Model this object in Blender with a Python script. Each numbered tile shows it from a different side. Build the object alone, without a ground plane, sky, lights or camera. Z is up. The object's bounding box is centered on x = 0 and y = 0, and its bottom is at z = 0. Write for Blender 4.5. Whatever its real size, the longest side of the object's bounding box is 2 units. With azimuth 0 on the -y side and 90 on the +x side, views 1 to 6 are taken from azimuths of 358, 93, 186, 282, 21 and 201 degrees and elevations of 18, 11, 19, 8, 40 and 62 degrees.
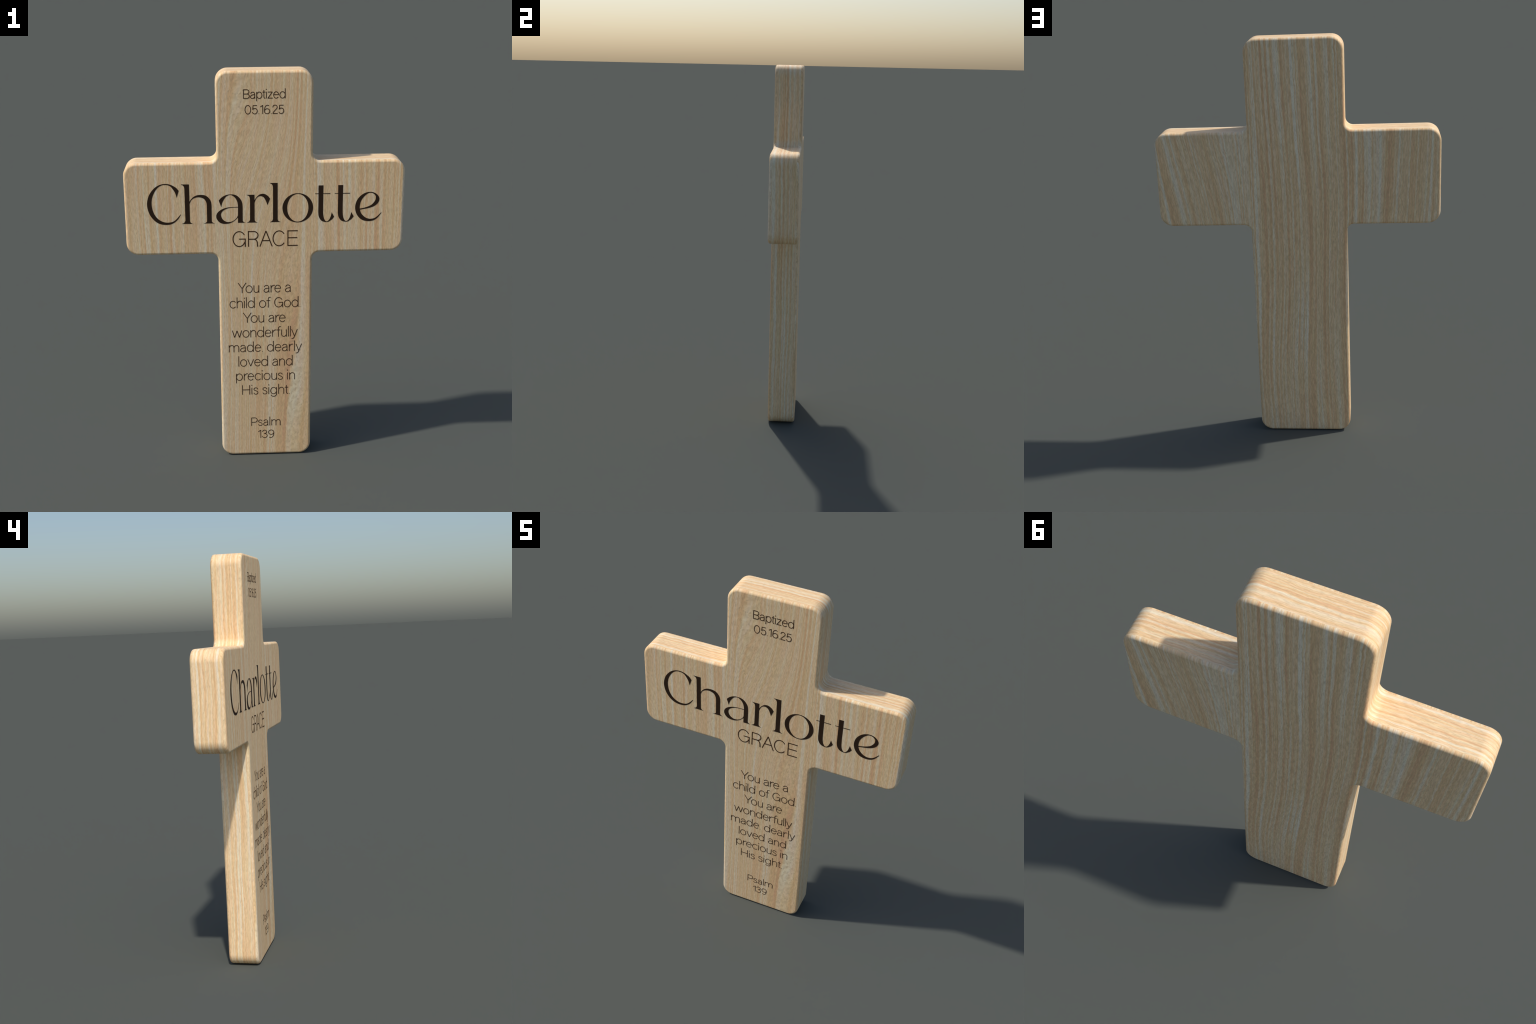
"""Baptism cross: one upright wooden slab cross with rounded corners and eased edges,
engraved on the front with a large name, a second name, a date and a verse.
Units: metres, z up, front faces -y.  Lettering is drawn in millimetres."""
import bpy, math

# ------------------------------------------------------------------ sizes
HALF_T = 0.0750        # half the board's thickness
HALF_W = 0.2302        # half the width of the upright
HALF_SPAN = 0.6760     # half the span of the arms
ARM_LOW, ARM_HIGH = 1.1137, 1.5712
HEIGHT = 2.0
R_OUT = 0.060          # rounded convex corners
R_IN = 0.037           # fillets in the four re-entrant corners
EASE = 0.013           # round-over along all edges
CUT = HALF_W + R_IN    # the arms begin where the fillets end

for old in list(bpy.data.objects):
    bpy.data.objects.remove(old, do_unlink=True)
scene_objects = bpy.context.scene.collection.objects


# ------------------------------------------------------------------ wood
def srgb(r, g, b):
    f = lambda c: c / 12.92 if c <= 0.04045 else ((c + 0.055) / 1.055) ** 2.4
    return (f(r / 255), f(g / 255), f(b / 255), 1.0)


class Nodes:
    """Small helper that writes shader graphs as nested expressions."""
    def __init__(self, name):
        self.mat = bpy.data.materials.new(name)
        self.mat.use_nodes = True
        self.t = self.mat.node_tree
        self.t.nodes.clear()

    def new(self, kind, **props):
        n = self.t.nodes.new(kind)
        for k, v in props.items():
            setattr(n, k, v)
        return n

    def put(self, socket, value):
        if isinstance(value, bpy.types.NodeSocket):
            self.t.links.new(value, socket)
        elif value is not None:
            socket.default_value = value

    def math(self, op, a, b=None, clamp=False):
        n = self.new('ShaderNodeMath', operation=op, use_clamp=clamp)
        self.put(n.inputs[0], a)
        if b is not None:
            self.put(n.inputs[1], b)
        return n.outputs[0]

    def vec(self, x, y, z):
        n = self.new('ShaderNodeCombineXYZ')
        for s, v in zip(n.inputs, (x, y, z)):
            self.put(s, v)
        return n.outputs[0]

    def noise(self, vector, detail=2.0, rough=0.5, distortion=0.0):
        n = self.new('ShaderNodeTexNoise', noise_dimensions='3D')
        self.put(n.inputs['Vector'], vector)
        n.inputs['Scale'].default_value = 1.0
        n.inputs['Detail'].default_value = detail
        n.inputs['Roughness'].default_value = rough
        n.inputs['Distortion'].default_value = distortion
        return n.outputs['Fac']

    def span(self, value, lo, hi, out_lo=0.0, out_hi=1.0):
        n = self.new('ShaderNodeMapRange', clamp=True, interpolation_type='SMOOTHSTEP')
        for s, v in zip(n.inputs, (value, lo, hi, out_lo, out_hi)):
            self.put(s, v)
        return n.outputs[0]

    def ramp(self, value, stops):
        n = self.new('ShaderNodeValToRGB')
        el = n.color_ramp.elements
        while len(el) < len(stops):
            el.new(0.5)
        for e, (p, c) in zip(el, stops):
            e.position, e.color = p, c
        self.put(n.inputs[0], value)
        return n.outputs[0]

    def mix(self, fac, a, b, mode='MIX'):
        n = self.new('ShaderNodeMix', data_type='RGBA', blend_type=mode)
        self.put(n.inputs[0], fac)
        self.put(n.inputs[6], a)
        self.put(n.inputs[7], b)
        return n.outputs[2]

    def finish(self, colour, roughness, height=None, bump=0.2, specular=0.5):
        b = self.new('ShaderNodeBsdfPrincipled')
        self.put(b.inputs['Base Color'], colour)
        self.put(b.inputs['Roughness'], roughness)
        self.put(b.inputs['Specular IOR Level'], specular)
        if height is not None:
            n = self.new('ShaderNodeBump')
            n.inputs['Strength'].default_value = bump
            n.inputs['Distance'].default_value = 0.002
            self.put(n.inputs['Height'], height)
            self.put(b.inputs['Normal'], n.outputs[0])
        o = self.new('ShaderNodeOutputMaterial')
        self.put(o.inputs[0], b.outputs[0])
        return self.mat


PALE = srgb(245, 229, 199)
BEIGE = srgb(244, 213, 168)
TAN = srgb(239, 200, 150)
RUST = srgb(232, 186, 140)
PORE = srgb(196, 168, 130)


def wood(name, along_contour, seed, contrast, zones=(), streaks=(), grainy=1.0):
    """Beech-like veneer.  Faces: streaks run along z and vary with x.  Edge band:
    streaks run round the outline and vary with the depth y.
    zones: soft patches (x, z, rx, rz, lean, calm) where the grain leans over and calms down.
    streaks: single long streaks (x, half width, strength, z from, z to), pale if positive."""
    g = Nodes(name)
    co = g.new('ShaderNodeTexCoord').outputs['Object']
    sep = g.new('ShaderNodeSeparateXYZ')
    g.put(sep.inputs[0], co)
    x, y, z = sep.outputs
    m = g.math

    def scaled(v, k):
        return m('MULTIPLY', v, k)

    def centred(v, k):
        return m('MULTIPLY', m('SUBTRACT', v, 0.5), k)

    calm = 1.0
    if along_contour:
        drift = g.noise(g.vec(scaled(x, 1.6), seed, scaled(z, 1.6)), 2.0)
        wob = g.noise(g.vec(scaled(x, 16.0), m('ADD', scaled(y, 30.0), seed), scaled(z, 16.0)), 1.0)
        c = m('ADD', m('ADD', y, centred(drift, 0.04)), centred(wob, 0.008))

        def streak(across, along, detail=2.0, rough=0.5, shift=0.0):
            return g.noise(g.vec(scaled(x, along), m('ADD', scaled(c, across), seed + shift), scaled(z, along)), detail, rough)
    else:
        drift = g.noise(g.vec(scaled(x, 3.0), seed + 3.1, scaled(z, 0.9)), 1.0, 0.4)
        wob = g.noise(g.vec(scaled(x, 40.0), seed + 9.0, scaled(z, 22.0)), 1.0)
        c = m('ADD', m('ADD', x, centred(drift, 0.08)), centred(wob, 0.006))
        for zx, zz, rx, rz, lean, quiet in zones:
            ex = m('ABSOLUTE', m('SUBTRACT', x, zx))
            beside = g.span(ex, rx * 0.25, rx, 1.0, 0.0)
            shift = g.span(z, zz - rz, zz + rz, -lean * rz * 0.67, lean * rz * 0.67)
            c = m('SUBTRACT', c, m('MULTIPLY', beside, shift))
            level = g.span(m('ABSOLUTE', m('SUBTRACT', z, zz)), rz * 0.6, rz * 1.2, quiet, 0.0)
            calm = m('SUBTRACT', calm, m('MULTIPLY', beside, level))

        def streak(across, along, detail=2.0, rough=0.5, shift=0.0):
            return g.noise(g.vec(scaled(c, across), seed + shift, scaled(z, along)), detail, rough)

    broad = streak(22.0, 0.6, 1.0)
    mid = streak(92.0, 0.55, 2.0, 0.5)
    hue = streak(120.0, 5.0, 2.0, 0.5, 7.7)
    grain = streak(225.0, 36.0, 2.0, 0.55, 2.2)
    fleck = streak(400.0, 62.0, 1.0, 0.5, 4.4)

    tone = m('ADD', centred(broad, 0.45), centred(mid, 1.15))
    tone = m('MULTIPLY', scaled(tone, contrast), calm)
    for sx, half, strength, z0, z1 in streaks:
        near = g.span(m('ABSOLUTE', m('SUBTRACT', c, sx)), half * 0.3, half, strength, 0.0)
        low = g.span(z, z0 - 0.15, z0 + 0.15)
        high = g.span(z, z1 - 0.15, z1 + 0.15, 1.0, 0.0)
        tone = m('ADD', tone, m('MULTIPLY', near, m('MULTIPLY', low, high)))
    tone = m('ADD', m('ADD', tone, centred(grain, 0.16 * grainy)), 0.5)
    colour = g.ramp(tone, [(0.22, RUST), (0.38, TAN), (0.54, BEIGE), (0.74, PALE)])
    rosy = g.span(hue, 0.30, 0.70)
    colour = g.mix(1.0, colour, g.mix(rosy, (0.985, 1.0, 0.965, 1.0), (1.0, 0.965, 0.98, 1.0)), 'MULTIPLY')
    shade = g.span(grain, 0.30, 0.70, 1.0 - 0.11 * grainy, 1.0 + 0.07 * grainy)
    colour = g.mix(1.0, colour, g.vec(shade, shade, shade), 'MULTIPLY')
    pores = scaled(g.span(fleck, 0.53, 0.74), 0.45 * grainy)
    colour = g.mix(pores, colour, PORE)
    height = m('SUBTRACT', grain, pores)
    return g.finish(colour, 0.6, height, 0.22, 0.3)


WOOD = [
    wood('wood_front', False, 11.7, 0.95,
         zones=[(0.01, 1.50, 0.22, 0.50, 0.25, 0.5), (0.03, 0.80, 0.20, 0.35, 0.06, 0.25)],
         streaks=[(-0.190, 0.016, 0.13, 1.0, 2.0), (0.190, 0.014, 0.12, 0.2, 2.0), (0.168, 0.022, -0.09, 0.0, 0.9),
                  (-0.02, 0.02, 0.08, 0.0, 0.7), (0.05, 0.014, 0.10, 0.5, 1.1), (-0.52, 0.012, 0.10, 1.0, 1.7),
                  (-0.43, 0.014, 0.10, 1.0, 1.7), (0.46, 0.018, 0.12, 1.0, 1.7), (0.36, 0.012, -0.10, 1.0, 1.7)]),
    wood('wood_back', False, 47.3, 1.25,
         zones=[(0.48, 1.34, 0.28, 0.40, 0.22, 0.45), (-0.52, 1.34, 0.24, 0.45, -0.06, 0.35), (0.0, 0.15, 0.3, 0.3, 0.0, 0.25)],
         streaks=[(0.205, 0.012, 0.16, 0.6, 2.0), (-0.205, 0.012, 0.14, 1.0, 2.0), (0.160, 0.026, -0.14, 0.2, 1.5),
                  (0.640, 0.014, -0.15, 1.0, 1.7), (0.610, 0.016, 0.14, 1.0, 1.7), (0.44, 0.010, 0.09, 1.0, 1.7),
                  (-0.265, 0.009, -0.12, 1.0, 1.7), (-0.290, 0.009, 0.12, 1.0, 1.7), (-0.385, 0.012, 0.12, 1.0, 1.7),
                  (-0.420, 0.016, -0.13, 1.0, 1.7), (-0.475, 0.014, 0.12, 1.0, 1.7), (0.0, 0.012, 0.10, 0.5, 2.0)]),
    wood('wood_edge', True, 5.9, 1.08, grainy=0.8),
]


def ink(name, colour):
    g = Nodes(name)
    co = g.new('ShaderNodeTexCoord').outputs['Object']
    n2 = g.new('ShaderNodeTexNoise')
    n2.inputs['Scale'].default_value = 90.0
    g.put(n2.inputs['Vector'], co)
    dark = tuple(c * 0.85 for c in colour[:3]) + (1.0,)
    return g.finish(g.mix(n2.outputs['Fac'], dark, colour), 0.8, None, 0, 0.1)


CHAR = ink('charred_engraving', srgb(56, 40, 28))
CHAR_LIGHT = ink('scorched_engraving', srgb(74, 50, 31))


# ------------------------------------------------------------------ the board
def outline(inset):
    """Rounded outline of the cross, walked anticlockwise seen from the front.
    Returns (x, z, normal_x, normal_z); every inset gives the same vertex count."""
    w, s = HALF_W, HALF_SPAN
    corners = [(-w, 0, 1), (w, 0, 1), (w, ARM_LOW, 0), (s, ARM_LOW, 1), (s, ARM_HIGH, 1), (w, ARM_HIGH, 0),
               (w, HEIGHT, 1), (-w, HEIGHT, 1), (-w, ARM_HIGH, 0), (-s, ARM_HIGH, 1), (-s, ARM_LOW, 1), (-w, ARM_LOW, 0)]
    n, steps, path = len(corners), 10, []
    for i, (x, z, convex) in enumerate(corners):
        px, pz, _ = corners[i - 1]
        qx, qz, _ = corners[(i + 1) % n]
        a = (math.copysign(1, x - px) if x != px else 0, math.copysign(1, z - pz) if z != pz else 0)   # direction in
        b = (math.copysign(1, qx - x) if qx != x else 0, math.copysign(1, qz - z) if qz != z else 0)   # direction out
        r0 = R_OUT if convex else R_IN
        cx, cz = x + (b[0] - a[0]) * r0, z + (b[1] - a[1]) * r0
        r = r0 - inset if convex else r0 + inset
        for k in range(steps + 1):
            t = math.pi / 2 * k / steps
            dx, dz = -b[0] * math.cos(t) + a[0] * math.sin(t), -b[1] * math.cos(t) + a[1] * math.sin(t)
            path.append((cx + r * dx, cz + r * dz, dx if convex else -dx, dz if convex else -dz))
    return path


def build_board():
    turns = 6
    rings = []                                   # (inset, y, weight of the outline normal, y normal)
    for k in range(turns + 1):
        t = math.pi / 2 * k / turns
        rings.append((EASE * (1 - math.sin(t)), -HALF_T + EASE * (1 - math.cos(t)), math.sin(t), -math.cos(t)))
    rings += [(i, -y, a, -b) for i, y, a, b in reversed(rings)]
    verts, normals, n = [], [], 0
    for inset, y, a, b in rings:
        path = outline(inset)
        n = len(path)
        for x, z, dx, dz in path:
            verts.append((x, y, z))
            normals.append((dx * a, b, dz * a))
    parts = {'upright': [], 'right': [], 'left': []}

    def home(ids):
        mean = sum(verts[i][0] for i in ids) / len(ids)
        return 'right' if mean > CUT else 'left' if mean < -CUT else 'upright'

    for r in range(len(rings) - 1):
        for i in range(n):
            j = (i + 1) % n
            f = (r * n + j, r * n + i, (r + 1) * n + i, (r + 1) * n + j)
            parts[home(f)].append((f, 0 if r < turns else 2 if r == turns else 1))   # faces' veneer wraps over the round
    for ring, slot in ((0, 0), (len(rings) - 1, 1)):
        ids = [ring * n + i for i in range(n)]
        eps = 1e-6
        for part, keep in (('upright', lambda x: abs(x) <= CUT + eps), ('right', lambda x: x >= CUT - eps),
                           ('left', lambda x: x <= -CUT + eps)):
            f = [i for i in ids if keep(verts[i][0])]
            parts[part].append((tuple(f if slot == 0 else reversed(f)), slot))
    made = []
    for part, name in (('upright', 'upright'), ('right', 'arm'), ('left', 'arm')):
        used = sorted({i for f, _ in parts[part] for i in f})
        new = {old: k for k, old in enumerate(used)}
        me = bpy.data.meshes.new(name)
        me.from_pydata([verts[i] for i in used], [], [tuple(new[i] for i in f) for f, _ in parts[part]])
        for m in WOOD:
            me.materials.append(m)
        me.polygons.foreach_set('material_index', [s for _, s in parts[part]])
        me.polygons.foreach_set('use_smooth', [True] * len(me.polygons))
        me.update()
        me.normals_split_custom_set_from_vertices([normals[i] for i in used])
        ob = bpy.data.objects.new(name, me)
        scene_objects.link(ob)
        made.append(ob)
    return made


# ------------------------------------------------------------------ lettering: geometry
PROUD = 0.0005          # the lettering lies almost flush with the face
LAYER = 0.00008         # each further stroke of a letter lies a hair higher, so no two faces coincide


def spline(points, per=5, closed=False):
    """Catmull-Rom through rows of numbers."""
    out, n = [], len(points)
    last = n if closed else n - 1
    for i in range(last):
        p = [points[(i + d) % n] if closed else points[min(max(i + d, 0), n - 1)] for d in (-1, 0, 1, 2)]
        for k in range(per):
            t = k / per
            out.append(tuple(0.5 * (2 * b + (c - a) * t + (2 * a - 5 * b + 4 * c - d) * t * t + (3 * b - a - 3 * c + d) * t ** 3)
                             for a, b, c, d in zip(*p)))
    if not closed:
        out.append(tuple(points[-1]))
    return out


def strip_mesh(name, strokes, material):
    """strokes: lists of rows (left x, left z, right x, right z) in mm, maybe closed.
    Every stroke becomes a thin slab lying on the board's face."""
    verts, faces = [], []
    for layer, (rows, closed) in enumerate(strokes):
        front, back = -(PROUD + LAYER * layer), 0.0006
        start, n = len(verts), len(rows)
        area = 0.0
        for i in range(n - 1):
            (ax, az, bx, bz), (cx, cz, dx, dz) = rows[i], rows[i + 1]
            area += (dx - ax) * (bz - cz) - (dz - az) * (bx - cx)
        for lx, lz, rx, rz in rows:
            if area > 0:
                lx, lz, rx, rz = rx, rz, lx, lz
            for px, pz in ((lx, lz), (rx, rz)):
                verts += [(px / 1000, front, pz / 1000), (px / 1000, back, pz / 1000)]
        for i in range(n if closed else n - 1):
            a, b = start + 4 * i, start + 4 * ((i + 1) % n)
            faces += [(a, b, b + 2, a + 2), (a + 1, b + 1, b, a), (a + 2, b + 2, b + 3, a + 3), (a + 1, a + 3, b + 3, b + 1)]
        if not closed:
            a, b = start, start + 4 * (n - 1)
            faces += [(a, a + 2, a + 3, a + 1), (b, b + 1, b + 3, b + 2)]
    me = bpy.data.meshes.new(name)
    me.from_pydata(verts, [], faces)
    me.materials.append(material)
    me.update()
    return me


def ribbon(points, width, closed=False):
    """Rows for a stroke of constant width along a centre line."""
    rows, n = [], len(points)
    for i, (x, z) in enumerate(points):
        a = points[(i - 1) % n] if closed or i else points[i]
        b = points[(i + 1) % n] if closed or i < n - 1 else points[i]
        dx, dz = b[0] - a[0], b[1] - a[1]
        l = math.hypot(dx, dz) or 1.0
        ox, oz = -dz / l * width / 2, dx / l * width / 2
        rows.append((x + ox, z + oz, x - ox, z - oz))
    return rows


# ------------------------------------------------------------------ lettering: light grotesque
# Centre lines in mm for capitals 53.5 mm high; the left edge of the ink stands at x = 0.
CAP, XH, ASC, DESC = 53.5, 38.6, 57.0, -15.0
H = 1.9                      # half a stroke


def line(x0, z0, x1, z1):
    return [(x0, z0), (x1, z1)]


def stem(x, z0, z1):
    return line(x, z0, x, z1)


def bar(x0, x1, z):
    return line(x0, z, x1, z)


def curve(*pts):
    return spline(pts, 5)


def arc(cx, cz, rx, rz, a0, a1):
    k = max(6, int(abs(a1 - a0) / 9))
    return [(cx + rx * math.cos(math.radians(a0 + (a1 - a0) * i / k)), cz + rz * math.sin(math.radians(a0 + (a1 - a0) * i / k))) for i in range(k + 1)]


def loop(cx, cz, rx, rz):
    return ('closed', arc(cx, cz, rx, rz, 0, 360)[:-1])


def arch(x, right):
    """The shoulder of n, m and h: springs from a stem at x and ends in a leg at right."""
    w = right - x
    return curve((x, 23), (x + 0.10 * w, 30.5), (x + 0.33 * w, 36.0), (x + 0.57 * w, 37.3), (x + 0.80 * w, 35.2),
                 (x + 0.95 * w, 30), (right, 22.5), (right, 11), (right, 0))


SIX = [curve((28.5, 46.8), (24, 49.6), (18, 50.2), (11.5, 47.5), (6, 40.5), (2.8, 30), (1.9, 18)), loop(17.3, 15.6, 15.4, 14.4)]


def turned(strokes, cx, cz):
    flip = lambda pts: [(2 * cx - x, 2 * cz - z) for x, z in pts]
    return [('closed', flip(s[1])) if s[0] == 'closed' else flip(s) for s in strokes]


# glyph: (ink width, left bearing, right bearing, strokes)
SANS = {
    'a': (29, 2.0, 3.0, [curve((3.4, 28), (6, 33.8), (11, 36.9), (16, 37.3), (21.5, 35.3), (25, 30.5), (25.8, 24.5), (25.9, 11), (27.1, 0)),
                         curve((25.6, 22.9), (17.5, 22.4), (9.5, 20.3), (4.0, 16), (1.9, 9.8), (4.6, 3.9), (11.5, 1.1), (18.2, 2.4), (23.4, 6.6), (25.8, 12))]),
    'c': (31.4, 2.0, 1.4, [arc(17.4, 19.2, 15.5, 18.4, 38, 322)]),
    'd': (34.5, 2.0, 3.4, [loop(17.2, 19.2, 15.3, 18.4), stem(32.6, 0, ASC)]),
    'e': (32, 2.0, 2.0, [arc(16.3, 19.2, 14.4, 18.4, 5, 325), bar(2.2, 31.4, 21.0)]),
    'f': (22, 0.6, -1.4, [curve((8.9, 0), (8.9, 22), (8.9, 44), (10.3, 50.3), (14.5, 54.2), (21.5, 54.6)), bar(0, 19, 36.8)]),
    'g': (33.5, 2.0, 3.4, [loop(16.8, 19.2, 14.9, 18.4), curve((31.6, XH), (31.6, 20), (31.6, 2), (29.8, -6.5), (24.5, -11.6), (17.5, -13.2), (9.5, -11.5), (3.2, -5))]),
    'h': (30.4, 3.4, 3.2, [stem(H, 0, ASC), arch(H, 28.4)]),
    'i': (3.8, 3.4, 3.4, [stem(H, 0, XH), stem(H, 49.5, 55.2)]),
    'l': (3.8, 3.4, 3.4, [stem(H, 0, ASC)]),
    'm': (52.5, 3.4, 3.2, [stem(H, 0, XH), arch(H, 26.2), arch(26.2, 50.6)]),
    'n': (29.5, 3.4, 3.2, [stem(H, 0, XH), arch(H, 27.6)]),
    'o': (35, 2.0, 2.0, [loop(17.5, 19.2, 15.6, 18.4)]),
    'p': (34.4, 3.4, 2.0, [stem(H, DESC, XH), loop(17.4, 19.2, 15.1, 18.4)]),
    'r': (21, 3.4, 1.6, [stem(H, 0, XH), curve((H, 20), (4.6, 28.5), (9.2, 34.4), (14.8, 37.1), (21, 37.2))]),
    's': (25, 2.0, 1.8, [curve((22.6, 29), (19.5, 34.9), (12.9, 37.3), (6, 35.6), (2.5, 30), (4.6, 24.8), (12, 21.0), (19.6, 17), (23.1, 11), (20.6, 4), (13.2, 1.2), (6.2, 2.7), (2.0, 8.8))]),
    't': (17, -0.6, 0.6, [curve((8.2, 48.5), (8.2, 28), (8.2, 10), (9.4, 4.2), (12.4, 1.9), (16.8, 1.9)), bar(0, 17, 36.8)]),
    'u': (28, 3.2, 3.4, [curve((H, XH), (H, 26), (H, 14.5), (3.4, 7.3), (7.7, 2.6), (13.6, 1.2), (19.8, 3.0), (24.4, 8), (26.1, 15)), stem(26.1, 0, XH)]),
    'v': (33, 0.5, 0.5, [line(1.6, XH, 16.5, 0.6), line(16.5, 0.6, 31.4, XH)]),
    'w': (50.7, 0.8, 0.8, [line(1.8, XH, 13.2, 0.6), line(13.2, 0.6, 25.3, 37.2), line(25.3, 37.2, 37.4, 0.6), line(37.4, 0.6, 48.9, XH)]),
    'y': (32, 0.3, 0.3, [line(1.6, XH, 16.2, 1.5), curve((30.4, XH), (23.4, 20), (16.6, 1.5), (13.0, -6.9), (8.6, -11.2), (1.2, -12.2))]),
    'z': (30, 1.4, 1.6, [bar(1, 28.6, 36.7), line(27.4, 36.7, 2.4, H), bar(0.6, 29.6, H)]),
    'A': (43.5, 0.7, 0.7, [line(1.8, 0, 21.7, 53), line(41.7, 0, 21.7, 53), bar(9, 34.5, 20)]),
    'B': (36.7, 3.4, 1.8, [stem(H, 0, CAP), bar(H, 20, 51.6), arc(20, 39.5, 13.2, 12.1, 90, -90), bar(H, 21, 27.4), arc(21, 14.65, 13.8, 12.75, 90, -90), bar(H, 21, H)]),
    'C': (42.8, 0.2, 2.2, [arc(21.8, 26.7, 19.9, 25.4, 36, 324)]),
    'E': (34, 3.4, 1.5, [stem(H, 0, CAP), bar(H, 34, 51.6), bar(H, 32.4, 28.2), bar(H, 34, H)]),
    'G': (43.4, 2.0, 3.2, [arc(21.9, 26.7, 20.0, 25.4, 33, 338), bar(21.5, 43.2, 26.6), stem(41.4, 0, 27)]),
    'H': (41, 3.4, 3.4, [stem(H, 0, CAP), stem(39.1, 0, CAP), bar(H, 39.1, 27.2)]),
    'P': (36, 3.4, 1.0, [stem(H, 0, CAP), bar(H, 20.5, 51.6), arc(20.5, 37.6, 13.6, 14, 90, -90), bar(H, 20.5, 23.6)]),
    'R': (35, 3.4, 1.6, [stem(H, 0, CAP), bar(H, 19.5, 51.6), arc(19.5, 38.6, 13.6, 13, 90, -90), bar(H, 19.5, 25.6),
                         curve((20, 25.6), (26, 23.0), (29.8, 17), (30.9, 9), (31.4, 0))]),
    'Y': (43.2, 0.5, 0.5, [line(1.6, CAP, 21.6, 23), line(41.6, CAP, 21.6, 23), stem(21.6, 0, 24)]),
    '0': (36.7, 2.4, 2.4, [loop(18.35, 25.7, 16.4, 24.9)]),
    '1': (17.4, 2.4, 3.2, [stem(15.4, 0, 51.5), line(1, 40.8, 15.4, 50.2)]),
    '2': (30, 2.4, 1.6, [curve((2, 37.5), (4, 44.8), (9.8, 49.6), (16.8, 50.2), (23.8, 46.8), (26.9, 39.8), (25, 32), (18, 23.4), (9, 13.8), (3.8, 7), (2.4, 2.2)), bar(0.8, 29.6, H)]),
    '3': (32, 2.4, 2.2, [curve((2.8, 39.5), (6, 46.5), (13, 50.1), (20.5, 49.2), (25.8, 44.3), (26.8, 38.2), (23.8, 31.6), (18, 28.4), (11.5, 27.7)),
                         curve((14, 27.7), (21, 26.6), (27.2, 22.4), (30, 15), (27.4, 7), (20.6, 2), (13.4, 1.2), (6.4, 4), (2, 11))]),
    '5': (33, 2.2, 2.2, [bar(6.6, 29.6, 49.4), line(7.4, 50, 4.6, 25.5), curve((4.6, 25.5), (9, 30.6), (16, 32.9), (23.5, 31.4), (29.2, 26), (31, 17.4), (28.6, 8.2), (22.2, 2.4), (15, 1.1), (7.6, 3.8), (2, 11.5))]),
    '6': (34.4, 2.6, 2.2, SIX),
    '9': (34.4, 2.2, 2.6, turned(SIX, 17.2, 25.7)),
    '.': (4, 2.8, 2.4, [stem(2, 0.4, 3.0)]),
}
SPACE = 17.0
KERN = {'Yo': -6.5, 're': -5.0, 'AC': -1.5, '.1': 0.5, 'rl': 0.5}

# ------------------------------------------------------------------ lettering: high-contrast display face
# Rows (one edge x, z, other edge x, z) in mm above the base line, read along each pen stroke.
NAME_FACE = {}
NAME_FACE['C'] = [
    ('smooth', [
        (153.5, 164.8, 142.7, 130.5), (142.7, 178.5, 136.3, 153.5), (130.3, 187.4, 127.3, 170.2), (116.2, 194.8, 115.1, 186.1),
        (102.8, 198.6, 101.0, 193.4), (89.3, 200.0, 87.5, 194.8), (73.3, 198.3, 73.9, 193.4), (55.5, 192.1, 58.4, 185.4),
        (36.6, 179.3, 45.1, 171.7), (19.0, 159.0, 33.1, 152.1), (6.8, 136.1, 25.0, 130.7), (0.0, 108.0, 21.5, 105.9),
        (0.9, 81.3, 23.6, 79.2), (8.8, 52.8, 31.4, 53.2), (21.6, 30.7, 43.4, 33.6), (38.6, 12.7, 59.0, 19.0),
        (59.1, 1.0, 77.2, 10.3), (86.3, -3.9, 94.8, 7.4), (110.7, -1.4, 114.3, 9.5), (128.8, 7.6, 129.1, 16.0),
        (143.8, 20.7, 142.4, 28.3), (153.9, 34.8, 151.7, 39.1), (160.5, 46.8, 157.6, 47.4),
    ]),
]
NAME_FACE['h'] = [
    ('straight', [
        (0.8, 196.2, 39.1, 195.6), (1.5, 193.9, 39.2, 193.2), (9.4, 191.1, 39.3, 190.2), (14.0, 185.7, 39.3, 185.3),
        (16.2, 178.3, 39.2, 177.9), (16.7, 164.2, 39.1, 163.8), (16.6, 64.5, 39.1, 64.1), (17.1, 17.5, 39.0, 15.4),
        (15.2, 10.8, 40.4, 8.6), (11.5, 5.8, 43.8, 4.3), (5.8, 2.5, 48.6, 1.3), (0.0, -0.2, 54.2, -1.0),
    ]),
    ('smooth', [
        (38.0, 106.7, 38.5, 95.8), (45.7, 120.6, 47.1, 115.6), (60.5, 134.5, 60.3, 126.2), (78.4, 141.6, 74.8, 130.9),
        (99.2, 142.9, 87.7, 131.1), (118.4, 138.4, 102.0, 127.1), (133.3, 125.6, 113.1, 118.5), (141.8, 109.7, 120.0, 104.3),
        (144.6, 90.5, 122.0, 87.6), (144.3, 62.0, 121.7, 62.5), (144.2, 15.0, 121.5, 13.7), (146.7, 6.5, 118.4, 6.2),
        (151.5, 2.2, 113.4, 2.9), (158.7, -0.5, 105.2, 0.2),
    ]),
]
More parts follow.
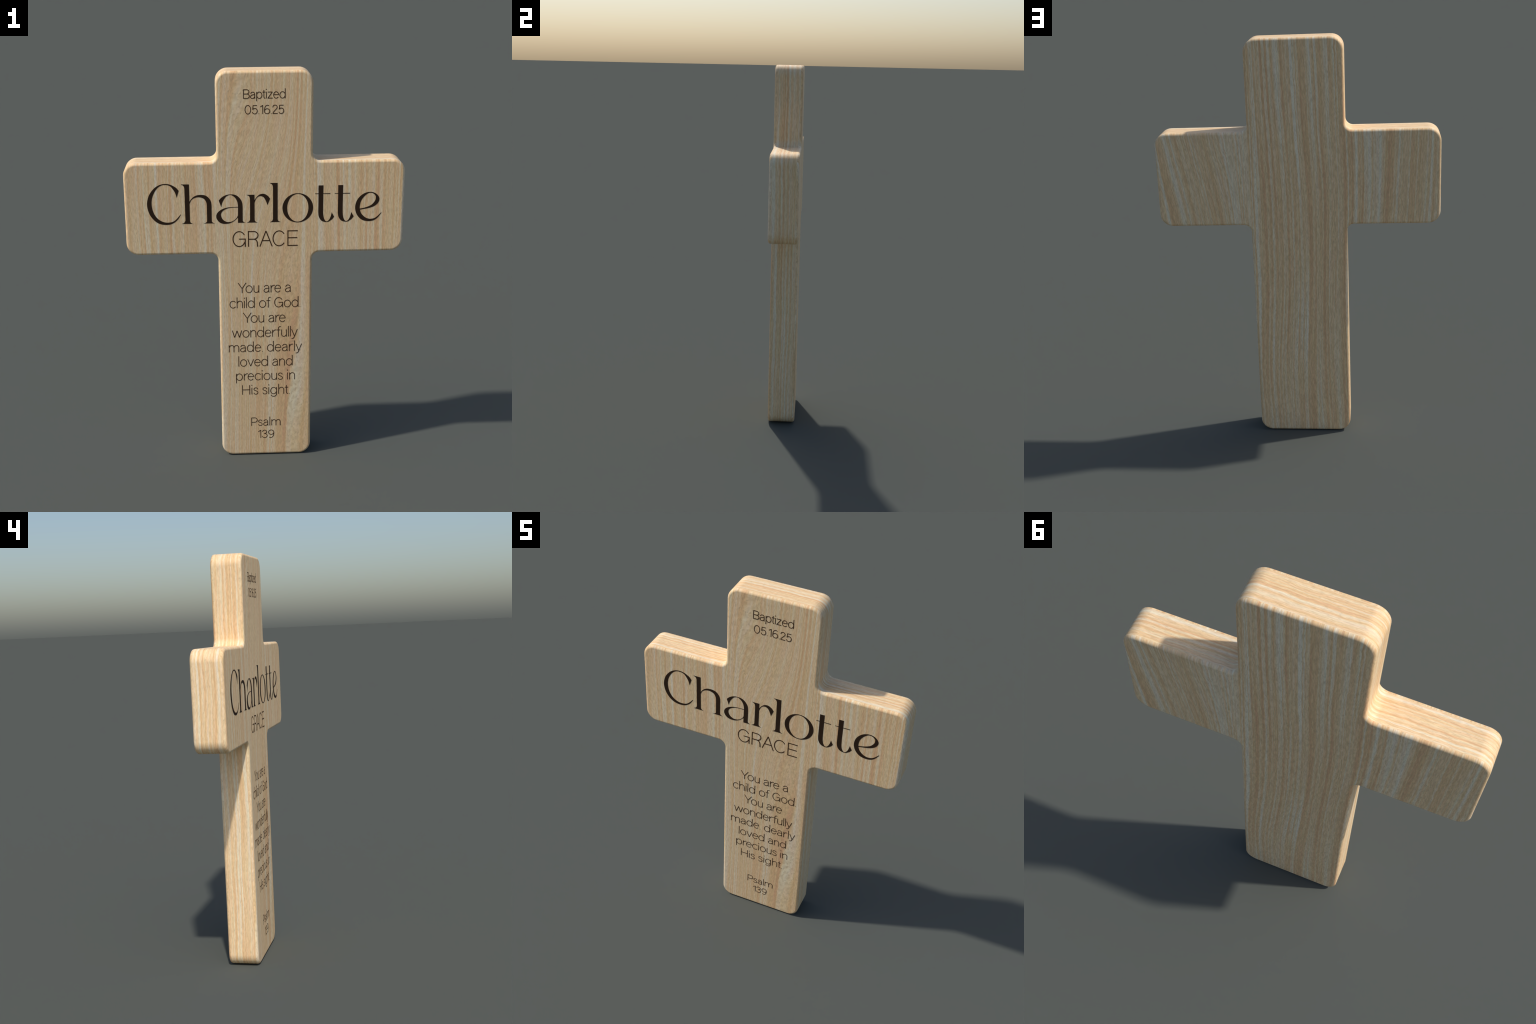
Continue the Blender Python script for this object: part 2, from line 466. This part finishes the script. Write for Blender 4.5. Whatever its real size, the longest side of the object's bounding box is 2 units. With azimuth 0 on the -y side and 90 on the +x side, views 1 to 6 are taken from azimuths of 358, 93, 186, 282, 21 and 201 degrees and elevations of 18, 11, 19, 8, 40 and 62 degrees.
NAME_FACE['a'] = [
    ('smooth', [
        (13.0, 113.1, 24.8, 80.4), (24.9, 126.2, 30.0, 101.2), (41.1, 136.7, 39.2, 119.3), (57.3, 141.9, 50.7, 133.2),
        (71.8, 142.8, 66.9, 139.9), (87.9, 141.3, 78.1, 136.9), (103.8, 133.9, 90.8, 126.7), (117.3, 119.5, 100.3, 111.5),
        (125.2, 102.7, 104.6, 94.7), (127.6, 82.6, 105.5, 79.7), (127.8, 59.1, 105.2, 59.6), (127.7, 13.7, 104.8, 29.3),
        (129.9, 6.9, 104.6, 19.2), (134.4, 2.6, 104.5, 9.1), (141.7, -0.1, 104.3, -0.0),
    ]),
    ('smooth', [
        (107.1, 80.3, 107.1, 77.3), (83.7, 80.1, 83.6, 77.4), (64.3, 79.1, 64.2, 75.4), (43.2, 75.0, 48.0, 70.7),
        (23.7, 67.0, 34.9, 63.4), (8.9, 55.6, 26.7, 54.4), (1.4, 43.1, 22.9, 44.4), (0.0, 31.4, 23.8, 33.4),
        (2.5, 21.2, 27.7, 24.1), (9.6, 9.3, 34.0, 15.5), (20.8, 0.6, 42.0, 9.5), (33.7, -3.4, 51.7, 5.4),
        (46.6, -4.1, 61.4, 4.9), (62.9, -1.9, 74.4, 7.2), (80.9, 6.2, 87.5, 14.5), (95.7, 17.7, 99.0, 26.1),
        (106.4, 29.3, 106.5, 41.1),
    ]),
]
NAME_FACE['r'] = [
    ('straight', [
        (0.3, 139.2, 38.0, 139.0), (3.2, 136.8, 37.9, 136.5), (9.6, 134.6, 38.1, 134.0), (14.3, 128.7, 38.0, 128.2),
        (16.2, 118.6, 38.1, 118.2), (16.2, 75.2, 38.0, 74.8), (15.6, 14.7, 37.8, 13.4), (13.1, 8.0, 39.9, 7.5),
        (8.2, 3.9, 44.7, 3.1), (0.0, 0.3, 52.8, -0.1),
    ]),
    ('smooth', [
        (36.7, 109.1, 37.4, 96.6), (44.9, 123.1, 44.0, 114.8), (54.7, 133.7, 51.4, 125.5), (66.0, 141.0, 61.1, 131.1),
        (78.9, 143.2, 70.8, 131.3), (91.0, 140.2, 82.0, 125.7), (103.9, 131.1, 91.6, 110.6), (113.5, 118.1, 100.4, 86.7),
    ]),
]
NAME_FACE['l'] = [
    ('straight', [
        (0.0, 195.9, 38.6, 195.7), (3.2, 193.4, 38.6, 192.7), (10.4, 189.9, 38.6, 189.4), (14.1, 183.8, 38.6, 183.3),
        (16.0, 174.6, 38.5, 174.2), (16.1, 106.5, 38.5, 106.1), (15.6, 15.9, 38.4, 14.6), (13.1, 8.3, 40.0, 8.6),
        (8.2, 4.2, 44.9, 3.8), (0.9, 0.4, 53.8, 0.2),
    ]),
]
NAME_FACE['o'] = [('ring', [(74.2, 69.8, 74.2, 73.2), (74.2, 69.8, 51.6, 69.4)])]   # centre and radii, outer and inner
NAME_FACE['t'] = [
    ('smooth', [
        (15.7, 179.3, 39.4, 179.5), (16.0, 119.1, 39.1, 118.7), (15.9, 68.9, 39.0, 68.4), (16.3, 38.6, 39.8, 38.1),
        (20.1, 19.9, 43.0, 17.8), (29.3, 5.4, 48.9, 5.0), (39.2, -1.1, 53.5, 0.3), (52.3, -4.1, 58.0, -0.8),
        (65.3, -3.0, 64.4, 2.1), (75.1, 2.8, 70.9, 10.5), (84.8, 10.2, 76.7, 23.9), (93.5, 21.9, 81.7, 44.1),
    ]),
    ('straight', [
        (0.0, 139.9, 0.0, 136.9), (72.8, 140.2, 72.9, 136.7),
    ]),
]
NAME_FACE['e'] = [
    ('smooth', [
        (21.6, 54.9, 20.7, 60.3), (41.2, 57.9, 41.0, 63.8), (65.5, 62.5, 63.6, 71.0), (89.8, 70.5, 81.3, 80.7),
        (107.3, 83.6, 93.9, 95.6), (115.8, 98.5, 99.2, 108.9), (116.6, 110.2, 98.9, 119.8),
    ]),
    ('smooth', [
        (116.1, 98.5, 99.0, 108.9), (116.6, 110.2, 98.8, 120.6), (110.9, 123.7, 92.8, 129.9), (99.2, 134.8, 84.5, 135.9),
        (84.4, 141.4, 76.3, 138.5), (69.7, 143.2, 69.8, 138.6), (53.5, 140.6, 60.2, 135.5), (34.3, 131.8, 45.9, 124.1),
        (16.8, 115.4, 33.3, 108.4), (5.1, 95.6, 25.6, 91.8), (0.0, 72.2, 22.5, 73.4), (1.3, 52.0, 22.9, 56.6),
        (8.3, 31.6, 29.4, 37.9), (21.1, 14.4, 40.4, 24.2), (37.8, 2.2, 53.8, 13.8), (57.6, -2.9, 67.1, 8.8),
        (75.6, -3.3, 78.6, 7.9), (95.1, 1.9, 94.9, 11.3), (112.7, 16.0, 109.3, 21.1), (129.2, 38.5, 126.4, 39.1),
    ]),
]
NAME_LINE = 1271.3                        # height of the base line on the board, mm
NAME_PLACES = [('C', -566.9), ('h', -402.8), ('a', -236.3), ('r', -88.9), ('l', 22.5), ('o', 84.3),
               ('t', 242.3), ('t', 337.5), ('e', 437.5)]


def name_mesh(ch):
    strokes = []
    for kind, rows in NAME_FACE[ch]:
        if kind == 'ring':
            (cx, cz, ra, rb), (dx, dz, rc, rd) = rows
            ring = [(cx + ra * math.cos(t), cz + rb * math.sin(t), dx + rc * math.cos(t), dz + rd * math.sin(t))
                    for t in (2 * math.pi * k / 72 for k in range(72))]
            strokes.append((ring, True))
        else:
            strokes.append((spline(rows, 5) if kind == 'smooth' else rows, False))
    return strip_mesh('name_letter', strokes, CHAR)


# text, base line, left and right end of the ink, size, stroke width (all mm)
LINES = [
    ('Baptized', 1872.0, -99.1, 98.2, 0.81, 3.5),
    ('05.16.25', 1799.7, -93.0, 91.5, 0.81, 3.5),
    ('GRACE', 1148.4, -160.0, 159.0, 1.50, 4.9),
    ('You are a', 908.0, -138.0, 126.0, 1.0, 3.7),
    ('child of God.', 827.6, -180.0, 174.0, 1.0, 3.7),
    ('You are', 748.2, -114.0, 99.5, 1.0, 3.7),
    ('wonderfully', 668.2, -170.3, 161.0, 1.0, 3.7),
    ('made. dearly', 588.3, -188.0, 183.0, 1.0, 3.7),
    ('loved and', 508.0, -140.0, 136.0, 1.0, 3.7),
    ('precious in', 429.3, -153.5, 148.5, 1.0, 3.7),
    ('His sight.', 348.6, -123.4, 121.5, 1.0, 3.7),
    ('Psalm', 167.4, -77.8, 74.2, 0.90, 3.5),
    ('139', 95.8, -42.8, 41.0, 0.90, 3.5),
]


def sans_mesh(ch, size, width):
    strokes = []
    for s in SANS[ch][3]:
        closed = s[0] == 'closed'
        pts = [(x * size, z * size) for x, z in (s[1] if closed else s)]
        strokes.append((ribbon(pts, width, closed), closed))
    return strip_mesh('inscription_letter', strokes, CHAR_LIGHT)


def set_line(text, base, left, right, size, width):
    """Lay the letters out by their bearings, then track the line to its measured length."""
    pen, places, before = 0.0, [], ''
    gaps = 0
    for ch in text:
        if ch == ' ':
            pen += SPACE
            before = ' '
            continue
        w, lsb, rsb, _ = SANS[ch]
        if places:
            pen += lsb + KERN.get(before + ch, 0.0)
            gaps += 1
        places.append((ch, pen, gaps))
        pen += w + rsb
        before = ch
    ink_width = (places[-1][1] + SANS[places[-1][0]][0]) * size
    track = ((right - left) - ink_width) / max(gaps, 1)
    print('line', text, 'tracking %.2f mm' % track)
    return [(ch, left + x * size + g * track, base) for ch, x, g in places]


# ------------------------------------------------------------------ assembly
cross = bpy.data.objects.new('wooden_cross', None)
cross.empty_display_size = 0.2
scene_objects.link(cross)
cross['label'] = 'pale wooden baptism cross with rounded edges and dark engraved lettering'
cross['category'] = 'wooden cross'

for ob in build_board():
    ob.parent = cross

meshes = {}


def place(name, key, make, x, z):
    if key not in meshes:
        meshes[key] = make()
    ob = bpy.data.objects.new(name, meshes[key])
    ob.location = (x / 1000, -HALF_T, z / 1000)
    ob.parent = cross
    scene_objects.link(ob)


for ch, x in NAME_PLACES:
    place('name_letter', ('name', ch), lambda: name_mesh(ch), x, NAME_LINE)
for text, base, left, right, size, width in LINES:
    for ch, x, z in set_line(text, base, left, right, size, width):
        place('inscription_letter', (ch, size), lambda: sans_mesh(ch, size, width), x, z)
